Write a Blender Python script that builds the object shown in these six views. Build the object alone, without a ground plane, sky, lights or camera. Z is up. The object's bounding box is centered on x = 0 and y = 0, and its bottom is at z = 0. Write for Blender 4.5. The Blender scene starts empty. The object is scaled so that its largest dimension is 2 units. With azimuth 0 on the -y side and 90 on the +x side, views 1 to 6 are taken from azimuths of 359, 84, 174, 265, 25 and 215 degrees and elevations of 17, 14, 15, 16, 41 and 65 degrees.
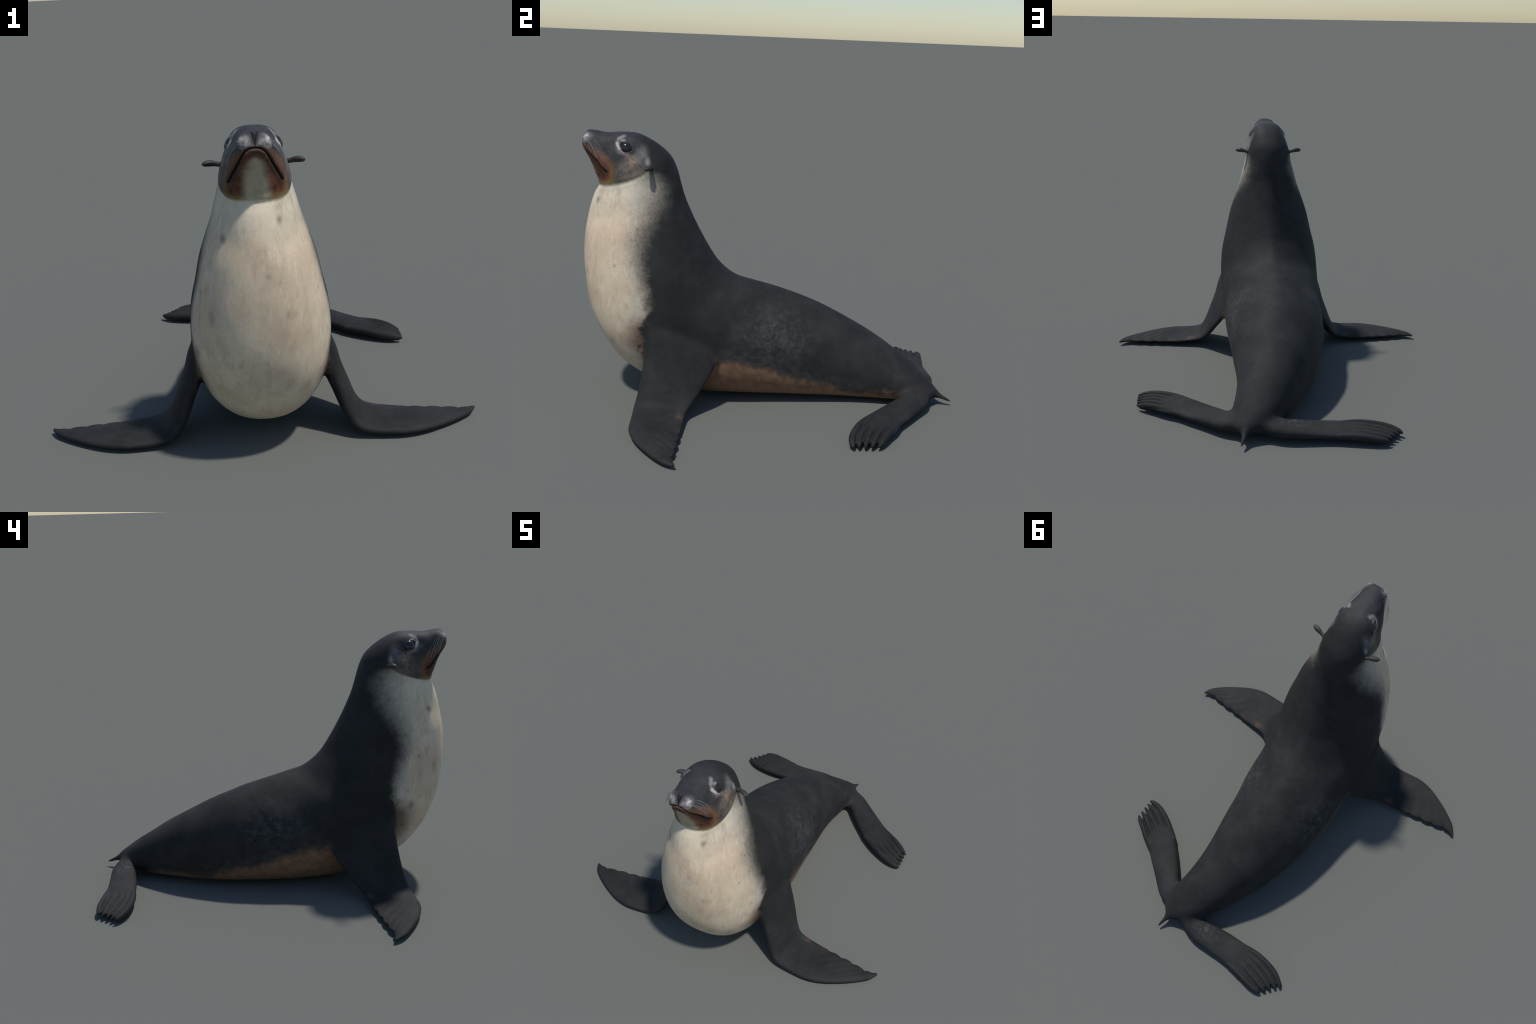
"""A sea lion sitting upright on its fore flippers.

One smooth skin: lofted trunk (fan of cross-sections from nose to hip), lofted
limbs, toes and tail are fused, filleted, given relief and then split by region into
named parts.  Ears, eyes and whiskers are meshes of their own.
Metres, z up, the animal looks along -y.
"""
import bpy, bmesh, math, random
import numpy as np
from mathutils import Vector
from mathutils.kdtree import KDTree

random.seed(7)
RNG = np.random.default_rng(7)

# ----------------------------------------------------------------------------
# Trunk cross-sections, nose to hip.  Each station: dorsal point (y, z), ventral
# point (y, z), half width, x of the spine, height fraction of the widest level,
# roundness exponent above and below it, sideways lean
# of the ventral and of the dorsal point.
# ----------------------------------------------------------------------------
BODY_STATIONS = [
    (-0.971, 1.41, -0.997, 1.349, 0.044, 0, 0.488, 2.074, 2.216, 0, 0),
    (-0.95, 1.411, -0.994, 1.326, 0.06, 0, 0.467, 2.187, 2.263, 0, 0),
    (-0.916, 1.407, -0.982, 1.301, 0.07, 0, 0.447, 2.304, 2.315, 0, 0),
    (-0.87, 1.4, -0.964, 1.269, 0.077, 0, 0.428, 2.415, 2.372, 0, 0),
    (-0.801, 1.404, -0.946, 1.231, 0.091, 0, 0.417, 2.810, 2.42, 0, 0),
    (-0.722, 1.4, -0.932, 1.193, 0.108, 0, 0.42, 2.861, 2.435, 0, 0),
    (-0.654, 1.373, -0.919, 1.16, 0.118, 0, 0.434, 2.781, 2.401, 0, 0),
    (-0.584, 1.328, -0.914, 1.132, 0.134, 0, 0.466, 2.369, 2.312, 0, 0),
    (-0.537, 1.279, -0.921, 1.114, 0.143, 0, 0.506, 2.24, 2.165, 0, 0),
    (-0.508, 1.215, -0.936, 1.089, 0.149, 0, 0.542, 2.112, 2.008, 0, 0),
    (-0.488, 1.145, -0.954, 1.039, 0.166, 0, 0.57, 1.973, 2.011, 0, 0),
    (-0.465, 1.069, -0.971, 0.969, 0.186, 0, 0.587, 1.797, 2.009, 0, 0),
    (-0.428, 0.984, -0.986, 0.88, 0.217, 0, 0.602, 1.649, 2.299, 0, 0),
    (-0.383, 0.895, -0.992, 0.781, 0.246, 0, 0.607, 1.555, 2.345, 0, 0),
    (-0.332, 0.805, -0.987, 0.672, 0.269, 0, 0.597, 1.514, 2.495, 0, 0),
    (-0.283, 0.734, -0.971, 0.545, 0.292, 0, 0.58, 1.508, 2.402, 0, 0),
    (-0.224, 0.679, -0.939, 0.428, 0.304, 0, 0.555, 1.529, 2.37, 0, 0),
    (-0.166, 0.645, -0.877, 0.301, 0.308, 0, 0.527, 1.571, 2.332, 0, 0),
    (-0.086, 0.621, -0.769, 0.169, 0.304, 0, 0.522, 1.691, 2.263, 0, 0),
    (0.023, 0.591, -0.605, 0.072, 0.295, 0, 0.511, 1.701, 2.189, 0, -0.003),
    (0.143, 0.552, -0.394, 0.018, 0.294, -0.001, 0.482, 1.845, 2.365, -0.005, 0.005),
    (0.234, 0.518, -0.15, 0.006, 0.281, -0.001, 0.441, 1.868, 2.433, -0.009, 0.012),
    (0.346, 0.468, 0.098, 0.004, 0.255, 0.017, 0.397, 1.989, 2.509, -0.013, 0.018),
    (0.467, 0.405, 0.318, 0.004, 0.221, 0.047, 0.372, 2.066, 2.524, -0.015, 0.012),
    (0.598, 0.331, 0.52, 0.004, 0.178, 0.094, 0.38, 2.063, 2.464, -0.012, 0.004),
    (0.699, 0.259, 0.66, 0.009, 0.151, 0.139, 0.404, 2.082, 2.400, -0.009, 0.000),
    (0.789, 0.192, 0.76, 0.015, 0.127, 0.185, 0.434, 2.098, 2.242, -0.008, 0.000),
    (0.86, 0.129, 0.841, 0.026, 0.087, 0.224, 0.464, 2.106, 2.241, -0.008, 0.004),
    (0.9, 0.087, 0.9, 0.035, 0.042, 0.251, 0.493, 2.102, 2.244, -0.005, 0.007),
]

VOXEL = 0.0042


def smoothstep(a, b, x):
    t = np.clip((x - a) / (b - a), 0, 1)
    return t * t * (3 - 2 * t)


def spline(rows, per_span):
    """Catmull-Rom curve through the rows."""
    K = np.asarray(rows, float)
    P = np.vstack([2 * K[0] - K[1], K, 2 * K[-1] - K[-2]])
    t = np.linspace(0, 1, per_span, endpoint=False)[:, None]
    out = []
    for i in range(1, len(P) - 2):
        a, b, c, d = P[i - 1:i + 3]
        out.append(.5 * (2 * b + (c - a) * t + (2 * a - 5 * b + 4 * c - d) * t ** 2
                         + (3 * b - a - 3 * c + d) * t ** 3))
    out.append(K[-1:])
    return np.vstack(out)


def ring_mesh(rings, first_cap=None, last_cap=None):
    """Closed tube through rings (n, k, 3) -> verts, faces."""
    n, k, _ = rings.shape
    verts = rings.reshape(-1, 3)
    faces = [(i * k + j, i * k + (j + 1) % k, (i + 1) * k + (j + 1) % k, (i + 1) * k + j)
             for i in range(n - 1) for j in range(k)]
    caps = np.array([rings[0].mean(0) if first_cap is None else first_cap,
                     rings[-1].mean(0) if last_cap is None else last_cap])
    a, b = n * k, n * k + 1
    faces += [(a, (j + 1) % k, j) for j in range(k)]
    faces += [(b, (n - 1) * k + j, (n - 1) * k + (j + 1) % k) for j in range(k)]
    return np.vstack([verts, caps]), faces


def trunk():
    R = spline(BODY_STATIONS, 7)
    th = np.linspace(0, 2 * np.pi, 96, endpoint=False)
    c, s = np.cos(th), np.sin(th)
    D = np.stack([R[:, 5] + R[:, 10], R[:, 0], R[:, 1]], 1)
    B = np.stack([R[:, 5] + R[:, 9], R[:, 2], R[:, 3]], 1)
    mid = B + (D - B) * R[:, 6:7]
    bend = np.where(mid[:, 1] > -0.1,
                    np.arctan2(np.gradient(R[:, 5]), np.maximum(np.gradient(mid[:, 1]), 1e-6)), 0)
    side = np.stack([np.cos(bend), -np.sin(bend), 0 * bend], 1)
    n = np.where(s >= 0, R[:, 7:8], R[:, 8:9])
    w = R[:, 4:5] * np.sign(c) * np.abs(c) ** (2 / n)
    h = np.sign(s) * np.abs(s) ** (2 / n)
    up = np.where((s >= 0)[None, :, None], (D - mid)[:, None, :], (mid - B)[:, None, :])
    rings = mid[:, None, :] + w[..., None] * side[:, None, :] + h[..., None] * up
    station = np.repeat(np.linspace(0, len(BODY_STATIONS) - 1, len(R)), 96)
    v, f = ring_mesh(rings, rings[0].mean(0) + np.array([0, -.003, 0]))
    return v, f, np.append(station, [0, len(BODY_STATIONS) - 1])


def blade(rows, per_span, trail=0.55, scallop=None, k=36):
    """Flipper: rows of front edge xyz, rear edge xyz, thickness."""
    R = spline(rows, per_span)
    F, B, T = R[:, 0:3].copy(), R[:, 3:6].copy(), R[:, 6]
    if scallop is not None:
        B += scallop(B)
    mid = (F + B) / 2
    axis = np.gradient(mid, axis=0)
    chord = B - F
    nrm = np.cross(axis, chord)
    nrm /= np.linalg.norm(nrm, axis=1)[:, None]
    nrm *= np.sign(nrm[:, 2:3] + 1e-9)          # upper side outwards
    th = np.linspace(0, 2 * np.pi, k, endpoint=False)
    q = .5 - .5 * np.cos(th)                    # 0 front edge .. 1 rear edge
    prof = np.sin(th)
    prof = np.sign(prof) * np.abs(prof) ** .85 * (1 - (1 - trail) * q)   # thin trailing edge
    rings = F[:, None, :] + q[None, :, None] * chord[:, None, :] \
        + (prof[None, :] * T[:, None] * .58)[..., None] * nrm[:, None, :]
    return ring_mesh(rings)


def limb_tube(path, radii, flat, k=20, per_span=5):
    """Tube along a path: radii in the ground plane, flat = thickness ratio."""
    R = spline(np.column_stack([path, radii]), per_span)
    P, r = R[:, :3], np.maximum(R[:, 3], .0005)
    t = np.gradient(P, axis=0)
    t /= np.linalg.norm(t, axis=1)[:, None]
    side = np.cross(t, [0, 0, 1.0])
    side /= np.linalg.norm(side, axis=1)[:, None]
    up = np.cross(side, t)
    th = np.linspace(0, 2 * np.pi, k, endpoint=False)
    rings = P[:, None, :] + r[:, None, None] * (np.cos(th)[None, :, None] * side[:, None, :]
                                                + flat * np.sin(th)[None, :, None] * up[:, None, :])
    return ring_mesh(rings, P[0] - t[0] * r[0] * .6, P[-1] + t[-1] * r[-1] * .7)


# --- fore flippers (mirror images) -------------------------------------------
FORELIMB = [   # front edge, rear edge, thickness
    (.215, -.630, .500, .205, -.230, .360, .105),
    (.275, -.652, .440, .277, -.265, .281, .100),
    (.300, -.662, .330, .321, -.310, .219, .096),
    (.334, -.674, .224, .361, -.353, .161, .090),
    (.366, -.692, .126, .405, -.404, .093, .082),
    (.407, -.711, .058, .451, -.443, .053, .070),
    (.485, -.720, .034, .518, -.458, .038, .058),
    (.605, -.727, .030, .612, -.466, .028, .055),
    (.700, -.706, .028, .700, -.482, .026, .050),
    (.790, -.663, .026, .790, -.492, .025, .043),
    (.875, -.610, .024, .875, -.506, .024, .034),
    (.937, -.560, .022, .932, -.507, .022, .027),
    (.969, -.511, .021, .963, -.496, .021, .014),
]
FINGER_PITCH = .0765
FIRST_NOTCH = .660


def scallops(B):
    """Rear margin of the hand: a row of shallow convex lobes."""
    x = B[:, 0]
    lobe = np.abs(np.sin(np.pi * (x - FIRST_NOTCH) / FINGER_PITCH)) ** .6
    on = smoothstep(.61, .68, x) * (1 - smoothstep(.90, .95, x))
    out = np.zeros_like(B)
    out[:, 1] = on * .013 * (lobe - .55) - .004 * smoothstep(.52, .62, x) * (1 - smoothstep(.92, .96, x))
    return out


def mirror(v, f):
    v = v.copy()
    v[:, 0] *= -1
    return v, [tuple(reversed(q)) for q in f]


# --- hind flippers -----------------------------------------------------------
HINDLIMBS = [
    dict(   # the one on the +x side reaches forwards
        limb=[(.215, .735, .085, .235, .865, .068, .105),
              (.268, .718, .072, .300, .858, .058, .088),
              (.318, .684, .060, .372, .822, .050, .076),
              (.366, .624, .052, .460, .746, .045, .066),
              (.432, .548, .048, .527, .690, .042, .056),
              (.503, .476, .044, .591, .635, .040, .056),
              (.570, .426, .041, .655, .598, .038, .041),
              (.630, .390, .037, .705, .560, .034, .027),
              (.690, .368, .033, .742, .524, .030, .017),
              (.745, .364, .030, .765, .490, .028, .011)],
        toes=[[(.50, .492), (.60, .418), (.70, .365), (.765, .349), (.796, .350)],
              [(.54, .511), (.63, .446), (.71, .401), (.765, .384), (.798, .376)],
              [(.57, .536), (.655, .474), (.72, .436), (.767, .418), (.800, .406)],
              [(.595, .565), (.675, .509), (.73, .473), (.770, .453), (.799, .438)],
              [(.60, .604), (.685, .551), (.74, .513), (.775, .490), (.799, .470)]]),
    dict(   # the one on the -x side points sideways
        limb=[(.170, .800, .080, .215, .875, .066, .105),
              (.095, .804, .070, .140, .908, .058, .086),
              (.020, .808, .061, .040, .943, .052, .076),
              (-.068, .800, .053, -.070, .950, .047, .066),
              (-.148, .794, .048, -.156, .954, .042, .056),
              (-.243, .795, .044, -.243, .964, .039, .056),
              (-.335, .796, .040, -.306, .980, .037, .040),
              (-.420, .812, .036, -.375, .990, .033, .026),
              (-.490, .845, .032, -.435, .990, .030, .016),
              (-.528, .882, .030, -.465, .973, .028, .011)],
        toes=[[(-.22, .812), (-.35, .810), (-.47, .835), (-.54, .872), (-.564, .897)],
              [(-.23, .836), (-.34, .840), (-.45, .866), (-.52, .899), (-.546, .916)],
              [(-.23, .866), (-.33, .873), (-.44, .901), (-.50, .927), (-.524, .939)],
              [(-.23, .902), (-.32, .911), (-.42, .938), (-.48, .955), (-.502, .962)],
              [(-.23, .948), (-.33, .965), (-.41, .982), (-.46, .986), (-.481, .985)]]),
]
TOE_RADIUS = [(.015, .0180, .0190, .0150, .0070)] + [(.0145, .0155, .0160, .0130, .0055)] * 3 \
    + [(.015, .0165, .0170, .0130, .0055)]
TOE_HEIGHT = (.042, .045, .037, .028, .024)


def hindlimb(spec):
    pieces = [blade(spec["limb"], 6, trail=.85)]
    for toe, rad in zip(spec["toes"], TOE_RADIUS):
        path = [(x, y, z) for (x, y), z in zip(toe, TOE_HEIGHT)]
        pieces.append(limb_tube(path, rad, 1.15))
    return pieces


def tail_cone():
    path = [(.190, .800, .100), (.222, .868, .076), (.236, .905, .060), (.247, .938, .046), (.256, .966, .034), (.261, .987, .027)]
    return [limb_tube(path, (.062, .048, .029, .0165, .009, .004), .9)]


# ----------------------------------------------------------------------------
# Fuse, fillet, subdivide
# ----------------------------------------------------------------------------
scene_col = bpy.context.scene.collection


def raw_mesh(name, pieces):
    me = bpy.data.meshes.new(name)
    vs, fs, o = [], [], 0
    for v, f in pieces:
        vs.append(v)
        fs += [tuple(i + o for i in q) for q in f]
        o += len(v)
    me.from_pydata(np.vstack(vs).tolist(), [], fs)
    bm = bmesh.new()
    bm.from_mesh(me)
    bmesh.ops.recalc_face_normals(bm, faces=bm.faces)
    bm.to_mesh(me)
    bm.free()
    return me


def through_modifier(me, kind, **settings):
    ob = bpy.data.objects.new("helper", me)
    scene_col.objects.link(ob)
    m = ob.modifiers.new("m", kind)
    for k, v in settings.items():
        setattr(m, k, v)
    out = bpy.data.meshes.new_from_object(ob.evaluated_get(bpy.context.evaluated_depsgraph_get()))
    bpy.data.objects.remove(ob)
    return out


def coords(me):
    a = np.empty(len(me.vertices) * 3)
    me.vertices.foreach_get("co", a)
    return a.reshape(-1, 3)


def normals(me):
    a = np.empty(len(me.vertices) * 3)
    me.vertex_normals.foreach_get("vector", a)
    return a.reshape(-1, 3)


def set_coords(me, a):
    me.vertices.foreach_set("co", np.ascontiguousarray(a, dtype=np.float32).ravel())
    me.update()


def edges(me):
    e = np.empty(len(me.edges) * 2, dtype=np.int64)
    me.edges.foreach_get("vertices", e)
    return e.reshape(-1, 2)


def laplacian(P, e, weight, rounds):
    n = len(P)
    i = np.concatenate([e[:, 0], e[:, 1]])
    j = np.concatenate([e[:, 1], e[:, 0]])
    deg = np.bincount(i, minlength=n)[:, None]
    w = weight[:, None]
    for _ in range(rounds):
        avg = np.stack([np.bincount(i, P[j, k], n) for k in range(3)], 1) / deg
        P = P + w * (avg - P)
    return P


def tree(points):
    t = KDTree(len(points))
    for i, p in enumerate(points):
        t.insert(p, i)
    t.balance()
    return t


body_v, body_f, body_station = trunk()
fore_v, fore_f = blade(FORELIMB, 14, scallop=scallops, k=44)
fore_r = mirror(fore_v, fore_f)
hind = [hindlimb(h) for h in HINDLIMBS]
tail = tail_cone()
groups = {
    "body": [(body_v, body_f)],
    "forelimb": [(fore_v, fore_f)],
    "forelimb.001": [fore_r],
    "hindlimb": hind[0],
    "hindlimb.001": hind[1],
    "tail": tail,
}
skin = raw_mesh("skin", [p for g in groups.values() for p in g])
skin = through_modifier(skin, "REMESH", mode="VOXEL", voxel_size=VOXEL)

P = coords(skin)
trees = {k: tree(np.vstack([v for v, _ in g])) for k, g in groups.items()}


def distances(P):
    D = np.empty((len(P), len(trees)))
    for c, t in enumerate(trees.values()):
        D[:, c] = [t.find(p)[2] for p in P]
    return D


Dist = distances(P)
two = np.sort(Dist, axis=1)
fillet = 1 - smoothstep(.015, .065, two[:, 1])
E = edges(skin)
P = laplacian(P, E, np.full(len(P), .5), 3)
P = laplacian(P, E, .65 * fillet, 60)
set_coords(skin, P)
# finer skin on the face
bm = bmesh.new()
bm.from_mesh(skin)
fine = [e for e in bm.edges if all(v.co.z > 1.105 and v.co.y < -.625 and v.co.y < -.30 - .30 * v.co.z for v in e.verts)]
bmesh.ops.subdivide_edges(bm, edges=fine, cuts=1, use_grid_fill=True)
bm.to_mesh(skin)
bm.free()
P = coords(skin)
near_face = (smoothstep(1.08, 1.12, P[:, 2]) * (P[:, 1] < -.5)).astype(float)
set_coords(skin, laplacian(P, edges(skin), .5 * near_face, 2))

# ----------------------------------------------------------------------------
# Relief: mouth, nostrils, eye sockets, jaw fold, finger rays
# ----------------------------------------------------------------------------
P = coords(skin)
N = normals(skin)
ax, y, z = np.abs(P[:, 0]), P[:, 1], P[:, 2]
push = np.zeros(len(P))

MOUTH = [(0, 1.3555), (.012, 1.3550), (.023, 1.352), (.038, 1.341), (.054, 1.314), (.070, 1.278), (.088, 1.243), (.103, 1.210)]
NOSTRIL = [(.0125, 1.410), (.0085, 1.402), (.0035, 1.388), (.0012, 1.374), (.0004, 1.362)]
JAW = [(-.915, 1.138), (-.873, 1.138), (-.825, 1.149), (-.776, 1.163), (-.728, 1.180), (-.686, 1.201), (-.655, 1.221)]


def dist_polyline(a, b, pts):
    pts = np.asarray(pts)
    best = np.full(len(a), 9.0)
    for (x0, y0), (x1, y1) in zip(pts[:-1], pts[1:]):
        dx, dy = x1 - x0, y1 - y0
        t = np.clip(((a - x0) * dx + (b - y0) * dy) / (dx * dx + dy * dy), 0, 1)
        best = np.minimum(best, np.hypot(a - x0 - t * dx, b - y0 - t * dy))
    return best


face = (y < -.80) & (z > 1.15)
d = dist_polyline(ax, z, MOUTH)
front = (N[:, 1] < .1) & (y < -.855)
lip = np.where(face & front, 1.0, 0.0)
push -= lip * .0075 * np.exp(-(d / .0032) ** 2)
push += lip * .0022 * np.exp(-((d - .010) / .006) ** 2)
# whisker pads, philtrum and nostrils on the flat front of the snout
snout = smoothstep(-.955, -.975, y) * smoothstep(1.352, 1.362, z)
pad = np.exp(-((ax - .036) / .020) ** 2 - ((z - 1.374) / .016) ** 2) * smoothstep(-.93, -.96, y)
push += .0035 * pad
d = dist_polyline(ax, z, NOSTRIL)
push -= snout * .0035 * np.exp(-(d / .0024) ** 2)
# fold under the jaw, running back to the ear
d = dist_polyline(y, z, JAW)
jaw = smoothstep(-.66, -.76, y) * (z > 1.05) * (y > -1.0)
below = z - np.interp(y, [p[0] for p in JAW], [p[1] for p in JAW])
push -= jaw * .0025 * np.exp(-((below + .006) / .010) ** 2)
push += jaw * .002 * np.exp(-((below - .016) / .014) ** 2)

EYE = np.array([.1005, -.7715, 1.3375])
TILT = math.radians(31)
i0 = int(np.argmin(np.linalg.norm(P - EYE, axis=1)))
EYE_N = N[i0] / np.linalg.norm(N[i0])
EYE_POS = P[i0].copy()
back = np.array([0, math.cos(TILT), -math.sin(TILT)])
EYE_U = back - EYE_N * back.dot(EYE_N)
EYE_U /= np.linalg.norm(EYE_U)
EYE_V = np.cross(EYE_N, EYE_U)
EYE_V *= np.sign(EYE_V[2])
Q = P.copy()
Q[:, 0] = ax
Q -= EYE_POS
u, v, w = Q @ EYE_U, Q @ EYE_V, Q @ EYE_N
close = np.linalg.norm(Q, axis=1) < .09
lidh = np.where(v > 0, .0200, .0165)
r = np.sqrt((u / .0325) ** 2 + (v / lidh) ** 2)      # 1 on the lid rim
push += np.where(close, -.011 * (1 - smoothstep(.80, 1.02, r)) + .0016 * np.exp(-((r - 1.22) / .20) ** 2), 0)
# the snout narrows in front of the eyes
push -= .006 * np.exp(-(((y + .835) / .030) ** 2 + ((z - 1.352) / .026) ** 2)) * (ax > .03)

# finger rays in the hands
hand = (ax > .5) & (y < -.3) & (z < .12)
ff = np.interp(ax, [r[0] for r in FORELIMB[6:]], [r[1] for r in FORELIMB[6:]])
rr = np.interp(ax, [r[3] for r in FORELIMB[6:]], [r[4] for r in FORELIMB[6:]])
q = np.clip((y - ff) / (rr - ff), 0, 1)
ray = np.cos(2 * np.pi * (ax + .26 * (1 - q) - FIRST_NOTCH) / FINGER_PITCH)
push += hand * .0008 * ray * smoothstep(.15, .5, q) * (1 - smoothstep(.88, 1, q)) * smoothstep(.52, .66, ax) * (1 - smoothstep(.88, .94, ax))
# furrows between the toes, running far up the paddle
sole = (z > .022) & (z < .10) & (y > .25)
for spec in HINDLIMBS:
    for a, b in zip(spec["toes"][:-1], spec["toes"][1:]):
        line = spline((np.array(a[:4]) + np.array(b[:4])) / 2, 4)
        d = dist_polyline(P[:, 0], y, line)
        along = smoothstep(0, .10, np.hypot(P[:, 0] - line[0, 0], y - line[0, 1]))
        push -= sole * .0022 * along * np.exp(-(d / .0042) ** 2) * np.clip(N[:, 2], 0, 1)
# faint unevenness of blubber and fur
wob = np.sin(P[:, 0] * 23 + 1.3) * np.sin(P[:, 1] * 19 + .4) * np.sin(P[:, 2] * 21 + 2.1)
push += .0006 * wob
P = P + N * push[:, None]
P[:, 2] = np.maximum(P[:, 2], 0.007)
set_coords(skin, P)
skin.update()

# ----------------------------------------------------------------------------
# Split by region, keeping the whole skin's normals
# ----------------------------------------------------------------------------
P = coords(skin)
N = normals(skin)
sizes = np.empty(len(skin.polygons), dtype=np.int64)
skin.polygons.foreach_get("loop_total", sizes)
starts = np.concatenate([[0], np.cumsum(sizes)[:-1]])
corners = np.empty(len(skin.loops), dtype=np.int64)
skin.loops.foreach_get("vertex_index", corners)
names = list(trees)
vert_part = np.argmin(distances(P), axis=1)
bt = trees["body"]
vert_station = np.array([body_station[bt.find(c)[1]] for c in P])
first = corners[starts]
owner = np.array(names, dtype=object)[vert_part[first]]
st = vert_station[first]
isbody = owner == "body"
owner[isbody & (st < 8.6)] = "head"
owner[isbody & (st >= 8.6) & (st < 12.5)] = "neck"
owner[isbody & (st >= 12.5)] = "torso"

# ----------------------------------------------------------------------------
# Node helpers
# ----------------------------------------------------------------------------
class Graph:
    def __init__(self, name):
        self.mat = bpy.data.materials.new(name)
        self.mat.use_nodes = True
        self.t = self.mat.node_tree
        self.bsdf = self.t.nodes["Principled BSDF"]
        self.co = self.t.nodes.new("ShaderNodeTexCoord").outputs["Object"]

    def new(self, kind, **kw):
        n = self.t.nodes.new(kind)
        for k, v in kw.items():
            setattr(n, k, v)
        return n

    def feed(self, sock, val):
        if isinstance(val, bpy.types.NodeSocket):
            self.t.links.new(val, sock)
        else:
            sock.default_value = val

    def m(self, op, a, b=0.0, c=0.0, clamp=False):
        n = self.new("ShaderNodeMath", operation=op, use_clamp=clamp)
        self.feed(n.inputs[0], a)
        self.feed(n.inputs[1], b)
        if op in ("MULTIPLY_ADD", "COMPARE", "SMOOTH_MIN", "SMOOTH_MAX"):
            self.feed(n.inputs[2], c)
        return n.outputs[0]

    def add(self, a, b): return self.m("ADD", a, b)
    def sub(self, a, b): return self.m("SUBTRACT", a, b)
    def mul(self, a, b): return self.m("MULTIPLY", a, b)
    def inv(self, a): return self.m("SUBTRACT", 1.0, a)

    def prod(self, *xs):
        out = xs[0]
        for x in xs[1:]:
            out = self.mul(out, x)
        return out

    def step(self, lo, hi, x):
        """smooth 0..1 as x goes lo..hi (lo may exceed hi)"""
        n = self.new("ShaderNodeMapRange", interpolation_type="SMOOTHSTEP")
        flip = lo > hi
        self.feed(n.inputs["Value"], x)
        n.inputs["From Min"].default_value = min(lo, hi)
        n.inputs["From Max"].default_value = max(lo, hi)
        n.inputs["To Min"].default_value = 1.0 if flip else 0.0
        n.inputs["To Max"].default_value = 0.0 if flip else 1.0
        return n.outputs["Result"]

    def curve(self, x, pts):
        """piecewise curve y(x) through pts sorted by x"""
        xs = [p[0] for p in pts]
        ys = [p[1] for p in pts]
        x0, x1, y0, y1 = xs[0], xs[-1], min(ys), max(ys)
        mr = self.new("ShaderNodeMapRange")
        self.feed(mr.inputs["Value"], x)
        mr.inputs["From Min"].default_value = x0
        mr.inputs["From Max"].default_value = x1
        n = self.new("ShaderNodeFloatCurve")
        cv = n.mapping.curves[0]
        q = [((a - x0) / (x1 - x0), (b - y0) / (y1 - y0)) for a, b in pts]
        cv.points[0].location = q[0]
        cv.points[1].location = q[-1]
        for p in q[1:-1]:
            cv.points.new(*p)
        n.mapping.update()
        self.t.links.new(mr.outputs["Result"], n.inputs["Value"])
        return self.m("MULTIPLY_ADD", n.outputs["Value"], y1 - y0, y0)

    def noise(self, vec, scale, detail=3.0, rough=.55, dist=0.0):
        n = self.new("ShaderNodeTexNoise")
        self.feed(n.inputs["Vector"], vec)
        n.inputs["Scale"].default_value = scale
        n.inputs["Detail"].default_value = detail
        n.inputs["Roughness"].default_value = rough
        n.inputs["Distortion"].default_value = dist
        return n.outputs["Fac"]

    def spots(self, vec, scale, lo, hi, rand=1.0):
        """soft round dots: 1 in the middle of a cell"""
        n = self.new("ShaderNodeTexVoronoi")
        self.feed(n.inputs["Vector"], vec)
        n.inputs["Scale"].default_value = scale
        n.inputs["Randomness"].default_value = rand
        return self.step(hi, lo, n.outputs["Distance"]), n.outputs["Color"]

    def blob(self, vec, centre, radius, soft=.0):
        """1 at the centre, 0 at the ellipsoid of the given radii"""
        s = self.new("ShaderNodeVectorMath", operation="SUBTRACT")
        self.feed(s.inputs[0], vec)
        s.inputs[1].default_value = centre
        d = self.new("ShaderNodeVectorMath", operation="DIVIDE")
        self.t.links.new(s.outputs[0], d.inputs[0])
        d.inputs[1].default_value = radius
        l = self.new("ShaderNodeVectorMath", operation="LENGTH")
        self.t.links.new(d.outputs[0], l.inputs[0])
        return self.step(1.0, soft, l.outputs["Value"])

    def mix(self, fac, a, b):
        n = self.new("ShaderNodeMix", data_type="RGBA")
        self.feed(n.inputs["Factor"], fac)
        for s, v in ((n.inputs["A"], a), (n.inputs["B"], b)) if False else ((n.inputs[6], a), (n.inputs[7], b)):
            if isinstance(v, tuple):
                v = (*v, 1.0) if len(v) == 3 else v
            self.feed(s, v)
        return n.outputs[2]

    def scale_vec(self, vec, s):
        n = self.new("ShaderNodeVectorMath", operation="MULTIPLY")
        self.feed(n.inputs[0], vec)
        n.inputs[1].default_value = s
        return n.outputs[0]

    def finish(self, colour, rough, spec=.5, bump=None, bump_dist=.002, bump_str=.3):
        self.feed(self.bsdf.inputs["Base Color"], colour)
        self.feed(self.bsdf.inputs["Roughness"], rough)
        self.bsdf.inputs["Specular IOR Level"].default_value = spec
        if bump is not None:
            b = self.new("ShaderNodeBump")
            b.inputs["Strength"].default_value = bump_str
            b.inputs["Distance"].default_value = bump_dist
            self.feed(b.inputs["Height"], bump)
            self.t.links.new(b.outputs["Normal"], self.bsdf.inputs["Normal"])
        return self.mat


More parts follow.
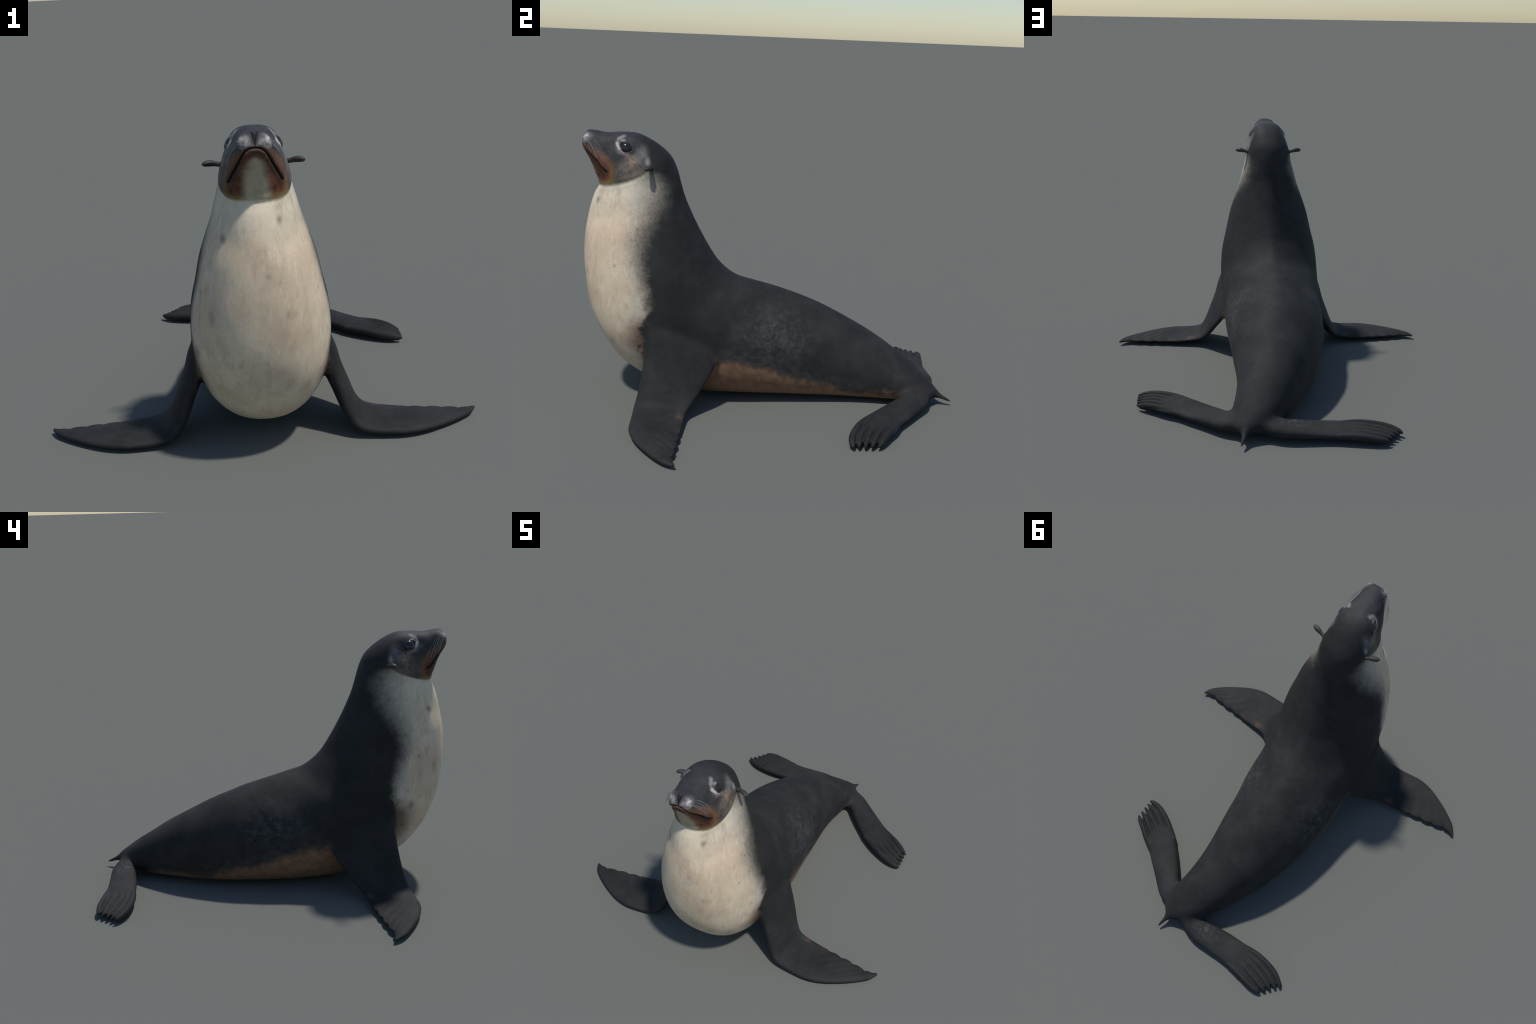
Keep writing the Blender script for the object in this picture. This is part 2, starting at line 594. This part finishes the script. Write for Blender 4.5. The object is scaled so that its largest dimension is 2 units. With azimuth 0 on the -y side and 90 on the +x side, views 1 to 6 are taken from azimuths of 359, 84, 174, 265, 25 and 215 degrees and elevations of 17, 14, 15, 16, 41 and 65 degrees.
DARK = (.0300, .0298, .0302)
DARKER = (.0195, .0200, .0200)
DARK_GREY = (.045, .045, .046)
PALE = (.73, .605, .44)
PALE_WARM = (.65, .505, .355)
PALE_COOL = (.56, .51, .42)
TAN = (.25, .145, .088)
RED_BROWN = (.095, .035, .018)
OCHRE = (.20, .108, .040)
CHIN = (.43, .375, .26)


def skin_material():
    g = Graph("sea_lion_skin")
    sep = g.new("ShaderNodeSeparateXYZ")
    g.t.links.new(g.co, sep.inputs[0])
    x, y, z = sep.outputs
    ax = g.m("ABSOLUTE", x)
    sym = g.new("ShaderNodeCombineXYZ")          # mirrored coordinates
    for s, v in zip(sym.inputs, (ax, y, z)):
        g.feed(s, v)
    sym = sym.outputs[0]
    co = g.co
    n_big = g.noise(co, 7, 4, .6)
    n_mid = g.noise(co, 26, 4, .6)
    n_fine = g.noise(co, 110, 3, .6)
    n_hair = g.noise(g.scale_vec(co, (1, 1, .35)), 170, 2, .5)
    c_big, c_mid, c_fine = (g.sub(n, .5) for n in (n_big, n_mid, n_fine))

    # ---- dark coat
    dark = g.mix(g.step(.35, .68, n_big), DARKER, DARK)
    dark = g.mix(g.mul(g.step(.5, .75, n_mid), .30), dark, DARK_GREY)
    dark = g.mix(g.mul(g.blob(sym, (.29, -.48, .50), (.22, .26, .34)), .5), dark, (.0165, .0175, .0170))
    # mottled grey flanks
    flank = g.blob(sym, (.25, .02, .39), (.20, .31, .24))
    dots, _ = g.spots(co, 75, .25, .60)
    mott = g.mul(flank, g.step(.40, .72, g.add(n_mid, g.mul(c_fine, .4))))
    dark = g.mix(g.mul(mott, .45), dark, (.100, .103, .105))
    dark = g.mix(g.prod(flank, dots, .20), dark, (.11, .115, .115))
    shin = g.mul(g.blob(co, (-.02, .865, .10), (.13, .08, .08)), g.step(.45, .62, g.noise(co, 45, 4, .65)))
    dark = g.mix(g.mul(shin, .28), dark, (.15, .15, .16))

    # ---- rusty belly band
    top = g.curve(y, [(-.72, .13), (-.50, .185), (-.35, .225), (-.27, .262), (-.2, .252), (-.1, .228), (.02, .190), (.13, .150),
                      (.28, .115), (.41, .080), (.56, .070), (.75, .085), (.95, .060)])
    spine = g.curve(y, [(-.75, 0), (-.4, 0), (.2, .0), (.35, .017), (.47, .048), (.60, .097), (.70, .142), (.79, .186), (.86, .226), (1.0, .26)])
    half = g.curve(y, [(-.75, .27), (-.4, .30), (.10, .31), (.35, .275), (.47, .24), (.60, .19), (.70, .150), (.79, .105), (.86, .08), (1.0, .05)])
    off = g.sub(g.m("ABSOLUTE", g.sub(x, spine)), half)
    warp = g.add(g.mul(c_mid, .055), g.mul(c_big, .10))
    belly = g.step(.034, -.030, g.add(g.sub(z, top), warp))
    belly = g.prod(belly, g.step(-.72, -.60, y), g.step(.87, .70, y), g.step(.02, -.02, off))
    rust = g.mix(g.step(.35, .7, n_mid), TAN, (.185, .100, .058))
    rust = g.mix(g.step(.10, .0, z), rust, (.26, .165, .10))
    coat = g.mix(belly, dark, rust)
    edge = g.prod(g.step(.075, .0, g.m("ABSOLUTE", g.add(g.sub(z, g.add(top, .03)), warp))),
                  g.step(-.32, -.2, y), g.step(.62, .40, y), g.step(.02, -.02, off))
    coat = g.mix(g.prod(edge, g.step(.35, .65, n_mid), .35), coat, (.095, .095, .085))

    # ---- pale throat and chest
    border = g.curve(z, [(.02, -.52), (.10, -.56), (.18, -.62), (.30, -.668), (.40, -.672), (.47, -.676), (.54, -.668), (.62, -.672),
                         (.70, -.692), (.78, -.722), (.85, -.722), (.93, -.696), (1.0, -.662), (1.06, -.640),
                         (1.12, -.628), (1.18, -.648), (1.24, -.74), (1.32, -.86)])
    width = g.curve(z, [(.05, .09), (.18, .055), (.30, .034), (.45, .034), (.60, .055), (.80, .085), (.95, .115), (1.08, .130), (1.25, .110)])
    speck, _ = g.spots(co, 78, .10, .62)
    t = g.add(g.sub(border, y), g.add(g.mul(c_mid, .040), g.add(g.mul(c_big, .06), g.mul(c_fine, .020))))
    t = g.add(t, g.prod(c_mid, g.step(.62, .42, z), .12))
    t = g.sub(t, g.mul(g.mul(speck, .13), width))
    chest = g.m("DIVIDE", t, width)
    xlim = g.curve(z, [(.0, .235), (.08, .245), (.16, .272), (.25, .288), (.33, .286), (.42, .290), (.50, .315), (.60, .42), (.70, .42)])
    chest = g.mul(g.step(-1.0, 1.0, chest), g.step(.022, -.024, g.add(g.sub(ax, xlim), g.mul(c_mid, .02))))
    chest = g.mul(chest, g.step(-.60, -.64, g.add(y, g.add(g.mul(g.step(.45, .55, z), -.3), g.mul(g.step(.24, .12, z), -.22)))))
    pale = g.mix(g.step(.35, .65, g.noise(co, 5, 3)), PALE, PALE_WARM)
    pale = g.mix(g.mul(g.step(.95, 1.12, z), .6), pale, (.72, .66, .52))
    side = g.step(-.80, -.68, y)
    pale = g.mix(g.mul(side, .75), pale, PALE_COOL)
    freck, fcol = g.spots(co, 42, .12, .42)
    few2 = g.step(.35, .6, g.noise(co, 14, 3))
    few = g.step(.45, .75, g.noise(co, 9, 2))
    pale = g.mix(g.prod(freck, few, .40), pale, (.42, .36, .29))
    freck2, _ = g.spots(co, 70, .05, .50)
    pale = g.mix(g.prod(freck2, g.m('MULTIPLY_ADD', side, .8, .2), few2, .62), pale, (.33, .31, .28))
    pale = g.mix(g.mul(g.step(.5, .72, n_hair), .22), pale, (.50, .42, .33))
    pale = g.mix(g.mul(g.step(.45, .72, g.noise(g.scale_vec(co, (1, 1, .45)), 17, 5, .7)), .55), pale, (.46, .36, .27))
    pale = g.mix(g.mul(g.step(.52, .70, g.noise(g.scale_vec(co, (1, 1, .30)), 38, 4, .65)), .45), pale, (.80, .70, .53))
    pale = g.mix(g.mul(g.step(.58, .72, g.noise(g.scale_vec(co, (1, 1, .40)), 30, 3, .6)), .40), pale, (.45, .30, .22))
    for c, r, f in (((.082, -.909, 1.063), (.016, .05, .024), .75), ((-.136, -.868, .987), (.016, .05, .024), .80),
                    ((-.236, -.799, .747), (.02, .017, .017), .55), ((.228, -.819, .753), (.02, .013, .013), .60),
                    ((.212, -.705, .939), (.02, .014, .014), .60), ((-.233, -.660, .886), (.02, .016, .016), .70),
                    ((-.229, -.725, .869), (.02, .014, .014), .75), ((-.271, -.754, .476), (.03, .026, .032), .75),
                    ((-.194, -.898, .673), (.02, .03, .05), .35), ((.10, -.98, .70), (.014, .03, .03), .35),
                    ((.03, -.99, .86), (.018, .03, .014), .35), ((-.275, -.73, .56), (.02, .014, .014), .55)):
        pale = g.mix(g.mul(g.blob(co, c, tuple(q * 1.25 for q in r), -.1), f), pale, (.17, .155, .13))
    # rusty, blotched armpit in front of the flipper
    pit = g.blob(sym, (.285, -.655, .37), (.14, .165, .185), .30)
    pale = g.mix(g.mul(pit, .90), pale, (.27, .165, .110))
    pale = g.mix(g.mul(g.mul(pit, g.step(.42, .68, g.noise(co, 19, 3))), .32), pale, (.060, .045, .037))
    coat = g.mix(chest, coat, pale)

    # ---- head
    jaw_pts = [(-1.05, 1.140)] + JAW + [(-.60, 1.245), (-.55, 1.27)]
    jaw = g.curve(y, jaw_pts)
    over = g.add(g.sub(z, jaw), g.mul(c_fine, .012))
    head = g.mul(g.step(-.004, .012, over), g.step(-.58, -.665, y))
    hd = g.mix(g.step(.3, .7, n_mid), (.034, .034, .036), (.048, .048, .051))
    hd = g.mix(g.step(-.66, -.80, y), dark, hd)
    # mottled brown-grey cheek and pale temple
    cheek = g.blob(sym, (.125, -.745, 1.225), (.085, .135, .095), .0)
    grime, _ = g.spots(co, 120, .2, .55)
    ck = g.mix(g.step(.30, .70, g.noise(co, 45, 5, .65)), (.200, .165, .130), (.080, .068, .058))
    ck = g.mix(g.mul(grime, .30), ck, (.06, .05, .045))
    ck = g.mix(g.mul(g.step(.028, .0, g.m("ABSOLUTE", g.sub(z, g.add(jaw, .014)))), .75), ck, (.24, .205, .14))
    hd = g.mix(g.m("MULTIPLY", cheek, 1.0), hd, ck)
    tan = g.blob(sym, (.115, -.735, 1.272), (.04, .055, .048), -.1)
    hd = g.mix(g.mul(tan, g.step(.2, .6, g.noise(co, 60, 4, .6))), hd, (.34, .25, .18))
    temple = g.blob(sym, (.108, -.690, 1.300), (.060, .050, .080), -.1)
    hd = g.mix(g.mul(temple, g.step(.25, .6, g.add(g.mul(n_mid, .6), .2))), hd, (.215, .212, .215))
    behind = g.blob(sym, (.125, -.660, 1.268), (.035, .022, .040), -.1)
    hd = g.mix(g.mul(behind, .8), hd, (.34, .335, .335))
    # black rim of the eye
    eye = g.new("ShaderNodeVectorMath", operation="SUBTRACT")
    g.feed(eye.inputs[0], sym)
    eye.inputs[1].default_value = tuple(EYE_POS)

    def along(axis):
        n = g.new("ShaderNodeVectorMath", operation="DOT_PRODUCT")
        g.t.links.new(eye.outputs[0], n.inputs[0])
        n.inputs[1].default_value = tuple(axis)
        return n.outputs["Value"]
    eu, ev, ew = along(EYE_U), along(EYE_V), along(EYE_N)
    rr = g.m("SQRT", g.add(g.m("POWER", g.m("ABSOLUTE", g.m("DIVIDE", eu, .0305)), 2.0),
                           g.m("POWER", g.m("ABSOLUTE", g.m("DIVIDE", ev, .0195)), 2.0)))
    rim = g.mul(g.step(1.12, .98, rr), g.step(.05, .03, g.m("ABSOLUTE", ew)))
    # pale crescent in front of the eye, from brow to lower lid
    def seg(a, b):
        dx, dy = b[0] - a[0], b[1] - a[1]
        pu, pv = g.sub(eu, a[0]), g.sub(ev, a[1])
        t = g.m("MULTIPLY", g.add(g.mul(pu, dx), g.mul(pv, dy)), 1 / (dx * dx + dy * dy), clamp=True)
        qu, qv = g.sub(pu, g.mul(t, dx)), g.sub(pv, g.mul(t, dy))
        return g.m("SQRT", g.add(g.mul(qu, qu), g.mul(qv, qv)))

    nearby = g.step(.06, .04, g.m("ABSOLUTE", ew))
    wig = g.add(g.mul(c_fine, .010), g.mul(c_mid, .012))
    hd = g.mix(g.prod(g.step(.024, .002, seg((-.050, .002), (-.020, -.034))), nearby, .45), hd, (.22, .20, .20))
    hd = g.mix(g.prod(g.step(.018, .002, seg((-.010, -.034), (.026, -.030))), nearby, .55), hd, (.28, .22, .215))
    hd = g.mix(g.prod(g.step(.017, -.003, g.add(seg((-.054, .026), (-.041, .046)), wig)), nearby, .58), hd, (.40, .40, .39))
    hd = g.mix(g.prod(g.step(.010, -.002, g.add(seg((-.057, .020), (-.052, -.002)), wig)), nearby, .50), hd, (.38, .34, .33))
    hd = g.mix(g.prod(g.step(.010, .001, g.add(seg((-.050, -.004), (-.024, -.024)), wig)), nearby, .85), hd, (.58, .50, .49))
    hd = g.mix(g.prod(g.step(.007, .000, g.add(seg((-.024, -.024), (.004, -.030)), wig)), nearby, .6), hd, (.40, .33, .31))
    hd = g.mix(g.prod(g.step(.012, .001, g.add(seg((-.038, .022), (-.026, .027)), wig)), nearby, .60), hd, (.32, .33, .32))
    # muzzle: whitish whisker pads with dark follicles
    fro = g.step(-.925, -.965, y)
    padm = g.blob(sym, (.044, -.978, 1.378), (.046, .055, .038), .25)
    padn = g.step(.40, .62, g.noise(co, 70, 4, .65))
    hd = g.mix(g.mul(padm, g.m("MULTIPLY_ADD", padn, .50, .28)), hd, (.44, .41, .405))
    hd = g.mix(g.mul(g.blob(sym, (.049, -.975, 1.386), (.016, .025, .014), .1), .6), hd, (.58, .56, .57))
    hd = g.mix(g.mul(g.blob(sym, (.035, -.985, 1.378), (.014, .02, .014)), .4), hd, (.34, .20, .20))
    foll, _ = g.spots(co, 100, .22, .42, .55)
    hd = g.mix(g.prod(foll, g.step(.022, .034, ax), g.step(1.376, 1.366, z), g.step(-.93, -.955, y), .85), hd, (.045, .035, .033))
    hd = g.mix(g.mul(g.blob(sym, (.0, -.995, 1.360), (.024, .03, .012)), .7), hd, (.40, .24, .18))
    # brown mouth surround: ochre rim, red-brown inside, cream chin
    btop = g.curve(z, [(1.10, -.87), (1.150, -.848), (1.195, -.826), (1.245, -.838), (1.29, -.868), (1.32, -.912),
                       (1.34, -.958), (1.352, -.998), (1.40, -1.06)])
    bt = g.add(g.sub(btop, y), g.mul(c_mid, .02))
    brown = g.mul(g.step(-.022, .018, bt), g.m("MULTIPLY_ADD", g.step(1.345, 1.28, z), .35, .65))
    inner = g.add(g.step(.004, .038, bt), g.mul(g.step(1.23, 1.30, z), .7))
    mz = g.curve(ax, [(0.0, 1.3555), (.012, 1.3550), (.023, 1.352), (.038, 1.341), (.054, 1.314), (.070, 1.278), (.088, 1.243),
                      (.103, 1.210), (.125, 1.150)])
    lower = g.step(.002, -.004, g.sub(z, mz))
    br = g.mix(g.step(.4, .65, g.noise(co, 45, 4, .6)), RED_BROWN, (.15, .062, .032))
    br = g.mix(g.mul(g.inv(lower), .65), br, (.17, .085, .052))
    br = g.mix(g.mul(g.step(.05, .0, over), .55), br, OCHRE)
    br = g.mix(g.mul(g.blob(sym, (.100, -.880, 1.185), (.045, .06, .045), -.1), g.step(.4, .6, g.noise(co, 55, 4, .65))), br, (.060, .020, .012))
    br = g.mix(g.mul(g.step(.48, .68, g.noise(co, 80, 4, .7)), .35), br, (.20, .10, .06))
    br = g.mix(inner, g.mix(g.step(.35, .65, g.noise(co, 50, 4, .65)), OCHRE, (.125, .076, .040)), br)
    chx = g.curve(z, [(1.10, .062), (1.15, .052), (1.19, .047), (1.23, .041), (1.268, .034), (1.300, .022), (1.318, .006), (1.335, -.02)])
    chin = g.step(.024, -.020, g.add(g.sub(ax, chx), g.mul(c_mid, .026)))
    chin = g.mul(chin, g.step(1.335, 1.31, z))
    cr = g.mix(g.step(.4, .65, n_mid), CHIN, (.35, .31, .215))
    hd = g.mix(brown, hd, br)
    rimo = g.mul(g.step(.030, .004, over), g.step(-.80, -.84, y))
    hd = g.mix(g.mul(rimo, .6), hd, (.33, .25, .10))
    hd = g.mix(chin, hd, cr)
    # the dark lip line, broader towards the corner of the mouth
    corner = g.step(1.200, 1.208, z)
    pathx = g.curve(z, [(1.20, .108), (1.210, .103), (1.243, .088), (1.278, .070), (1.314, .054), (1.341, .038), (1.352, .023), (1.3555, .0)])
    d_lip = g.m("MINIMUM", g.mul(g.m("ABSOLUTE", g.sub(ax, pathx)), .87), g.m("ABSOLUTE", g.sub(z, mz)))
    thick = g.curve(z, [(1.20, .0052), (1.25, .0050), (1.30, .0040), (1.36, .0026)])
    lipm = g.step(1.5, .7, g.m("DIVIDE", d_lip, thick))
    lipm = g.prod(lipm, corner, g.step(1.365, 1.36, z), g.step(-.845, -.865, y))
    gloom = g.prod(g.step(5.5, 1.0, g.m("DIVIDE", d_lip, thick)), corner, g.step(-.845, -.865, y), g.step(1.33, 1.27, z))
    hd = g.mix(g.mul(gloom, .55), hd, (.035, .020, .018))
    hd = g.mix(lipm, hd, (.008, .007, .007))
    # nose pad and nostrils
    nose = g.mul(g.blob(sym, (0, -.985, 1.394), (.020, .035, .030), .35), fro)
    hd = g.mix(g.mul(nose, .9), hd, (.026, .025, .026))
    nx = g.curve(z, [(1.360, .0003), (1.374, .0012), (1.388, .0035), (1.402, .0085), (1.412, .0130)])
    slit = g.prod(g.step(.0034, .0010, g.m("ABSOLUTE", g.sub(ax, nx))), g.step(1.359, 1.366, z), g.step(-.955, -.965, y))
    hd = g.mix(g.mul(slit, .95), hd, (.008, .008, .009))
    hd = g.mix(rim, hd, (.010, .010, .011))
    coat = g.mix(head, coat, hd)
    # warm rubbed patch on the wrist of the fore flippers
    rub = g.mul(g.blob(sym, (.515, -.480, .05), (.060, .034, .045)), g.step(.35, .6, n_mid))
    coat = g.mix(g.mul(rub, .50), coat, (.13, .080, .060))
    rub2 = g.blob(sym, (.63, -.485, .04), (.05, .03, .03))
    coat = g.mix(g.mul(rub2, .15), coat, (.14, .085, .07))

    shine = g.m("MULTIPLY_ADD", head, -.07, .72)
    bump = g.add(g.mul(n_hair, .6), g.mul(n_mid, .5))
    return g.finish(coat, shine, .22, bump, .0015, .25)


def ear_material():
    g = Graph("ear_skin")
    n = g.noise(g.co, 60, 3)
    return g.finish(g.mix(g.step(.35, .65, n), (.034, .033, .034), (.060, .050, .045)), .55, .35)


def eye_material():
    g = Graph("wet_black_eye")
    n = g.noise(g.co, 90, 2)
    col = g.mix(n, (.010, .010, .011), (.022, .021, .021))
    g.bsdf.inputs["Coat Weight"].default_value = .35
    g.bsdf.inputs["Coat Roughness"].default_value = .04
    return g.finish(col, .18, .35)


def whisker_material():
    g = Graph("whisker_horn")
    n = g.noise(g.co, 40, 2)
    return g.finish(g.mix(n, (.22, .22, .23), (.34, .34, .35)), .45, .4)


# ----------------------------------------------------------------------------
# Objects
# ----------------------------------------------------------------------------
root = bpy.data.objects.new("sea_lion", None)
scene_col.objects.link(root)
root["label"] = "dark grey sea lion with pale chest, sitting upright"
root["category"] = "sea lion"

SKIN = skin_material()


def put(name, me, mat, parent=root):
    ob = bpy.data.objects.new(name, me)
    scene_col.objects.link(ob)
    ob.parent = parent
    if not me.materials:
        me.materials.append(mat)
    me.polygons.foreach_set("use_smooth", [True] * len(me.polygons))
    return ob


parts = {}
for name in ("torso", "neck", "head", "forelimb", "forelimb.001", "hindlimb", "hindlimb.001", "tail"):
    sel = np.flatnonzero(owner == name)
    loops = np.concatenate([corners[starts[i]:starts[i] + sizes[i]] for i in sel])
    used, idx = np.unique(loops, return_inverse=True)
    cuts = np.cumsum(sizes[sel])[:-1]
    me = bpy.data.meshes.new(name)
    me.from_pydata(P[used].tolist(), [], [c.tolist() for c in np.split(idx, cuts)])
    parts[name] = put(name, me, SKIN)
    me.normals_split_custom_set_from_vertices(N[used].tolist())


def plain_mesh(name, v, f):
    me = bpy.data.meshes.new(name)
    me.from_pydata(np.asarray(v).tolist(), [], f)
    bm = bmesh.new()
    bm.from_mesh(me)
    bmesh.ops.recalc_face_normals(bm, faces=bm.faces)
    bm.to_mesh(me)
    bm.free()
    return me


# eyes: wet globes sunk behind the lids
def globe(side):
    R, depth = .0385, .0298
    c = EYE_POS - EYE_N * depth
    bm = bmesh.new()
    bmesh.ops.create_uvsphere(bm, u_segments=48, v_segments=32, radius=R)
    for vert in bm.verts:
        vert.co = Vector(c) + vert.co
        vert.co.x *= side
    bmesh.ops.recalc_face_normals(bm, faces=bm.faces)
    me = bpy.data.meshes.new("eye")
    bm.to_mesh(me)
    bm.free()
    return me


EYE_MAT = eye_material()
for nm, s in (("eye", 1), ("eye.001", -1)):
    put(nm, globe(s), EYE_MAT, parts["head"])


# ears: little rolled leaves on a short stalk, hollow in front
def ear(side):
    A = np.array([.126, -.640, 1.232])
    rows = []           # along, radius vertical, radius fore-aft, lift
    for t, rv, rf, lift in ((0, .0105, .0095, 0), (.25, .0100, .0095, .0006), (.45, .0120, .0125, .001), (.65, .0134, .0148, .0008),
                            (.82, .0122, .0138, 0), (.93, .0088, .0100, -.0006), (1.0, .0030, .0036, -.0010)):
        rows.append((t, rv, rf, lift))
    R = spline(rows, 5)
    tip = np.array([.207, -.668, 1.2465])
    axis = tip - A
    d = axis / np.linalg.norm(axis)
    up = np.array([0, .25, 1.0])
    up -= d * up.dot(d)
    up /= np.linalg.norm(up)
    fore = np.cross(d, up)
    fore *= -np.sign(fore[1])
    th = np.linspace(0, 2 * np.pi, 28, endpoint=False)
    rings = []
    for t, rv, rf, lift in R:
        a, b = np.cos(th), np.sin(th)
        # hollow on the lower front side
        dent = .55 * np.exp(-(((th - np.radians(310) + np.pi) % (2 * np.pi) - np.pi) / .55) ** 2) * smoothstep(.25, .5, np.array(t)) * (1 - smoothstep(.8, .97, np.array(t)))
        k = 1 - dent
        rings.append(A + axis * t + up * lift * 3 + np.outer(rf * a * k, fore) + np.outer(rv * b * k, up))
    v, f = ring_mesh(np.array(rings), None, tip + d * .0012)
    if side < 0:
        v[:, 0] *= -1
    return plain_mesh("ear", v, f)


EAR_MAT = ear_material()
for nm, s in (("ear", 1), ("ear.001", -1)):
    put(nm, ear(s), EAR_MAT, parts["head"])

# whiskers: tapered bristles sweeping back and down from the pads
ROOTS = [(1.380, -.940, .072, .115), (1.374, -.930, .075, .105), (1.371, -.948, .064, .105), (1.368, -.960, .058, .100),
         (1.363, -.968, .050, .090), (1.372, -.974, .046, .075), (1.361, -.948, .062, .098), (1.357, -.957, .052, .088),
         (1.366, -.935, .066, .110)]
WHISKER_MAT = whisker_material()
head_tree = tree(P)
count = 0
for side in (1, -1):
    for rz, ry, out, length in ROOTS:
        rz += RNG.uniform(-.002, .002)
        ry += RNG.uniform(-.002, .002)
        i = head_tree.find((side * .068, ry, rz))[1]
        base, nn = P[i], N[i]
        ln = length * RNG.uniform(.85, 1.25)
        start = nn * .22 + np.array([side * .22, .35, -.40])
        start /= np.linalg.norm(start)
        fall = np.array([side * .06, .22 + RNG.uniform(-.16, .16), -.75])
        pts = []
        for t in np.linspace(0, 1, 11):
            pts.append(base - nn * .001 + ln * (start * t * (1 - .35 * t) + fall * .62 * t * t))
        v, f = limb_tube(np.array(pts), np.linspace(.0006, .0004, 11), 1.0, k=6, per_span=2)
        nm = "whisker" if count == 0 else f"whisker.{count:03d}"
        put(nm, plain_mesh("whisker", v, f), WHISKER_MAT, parts["head"])
        count += 1
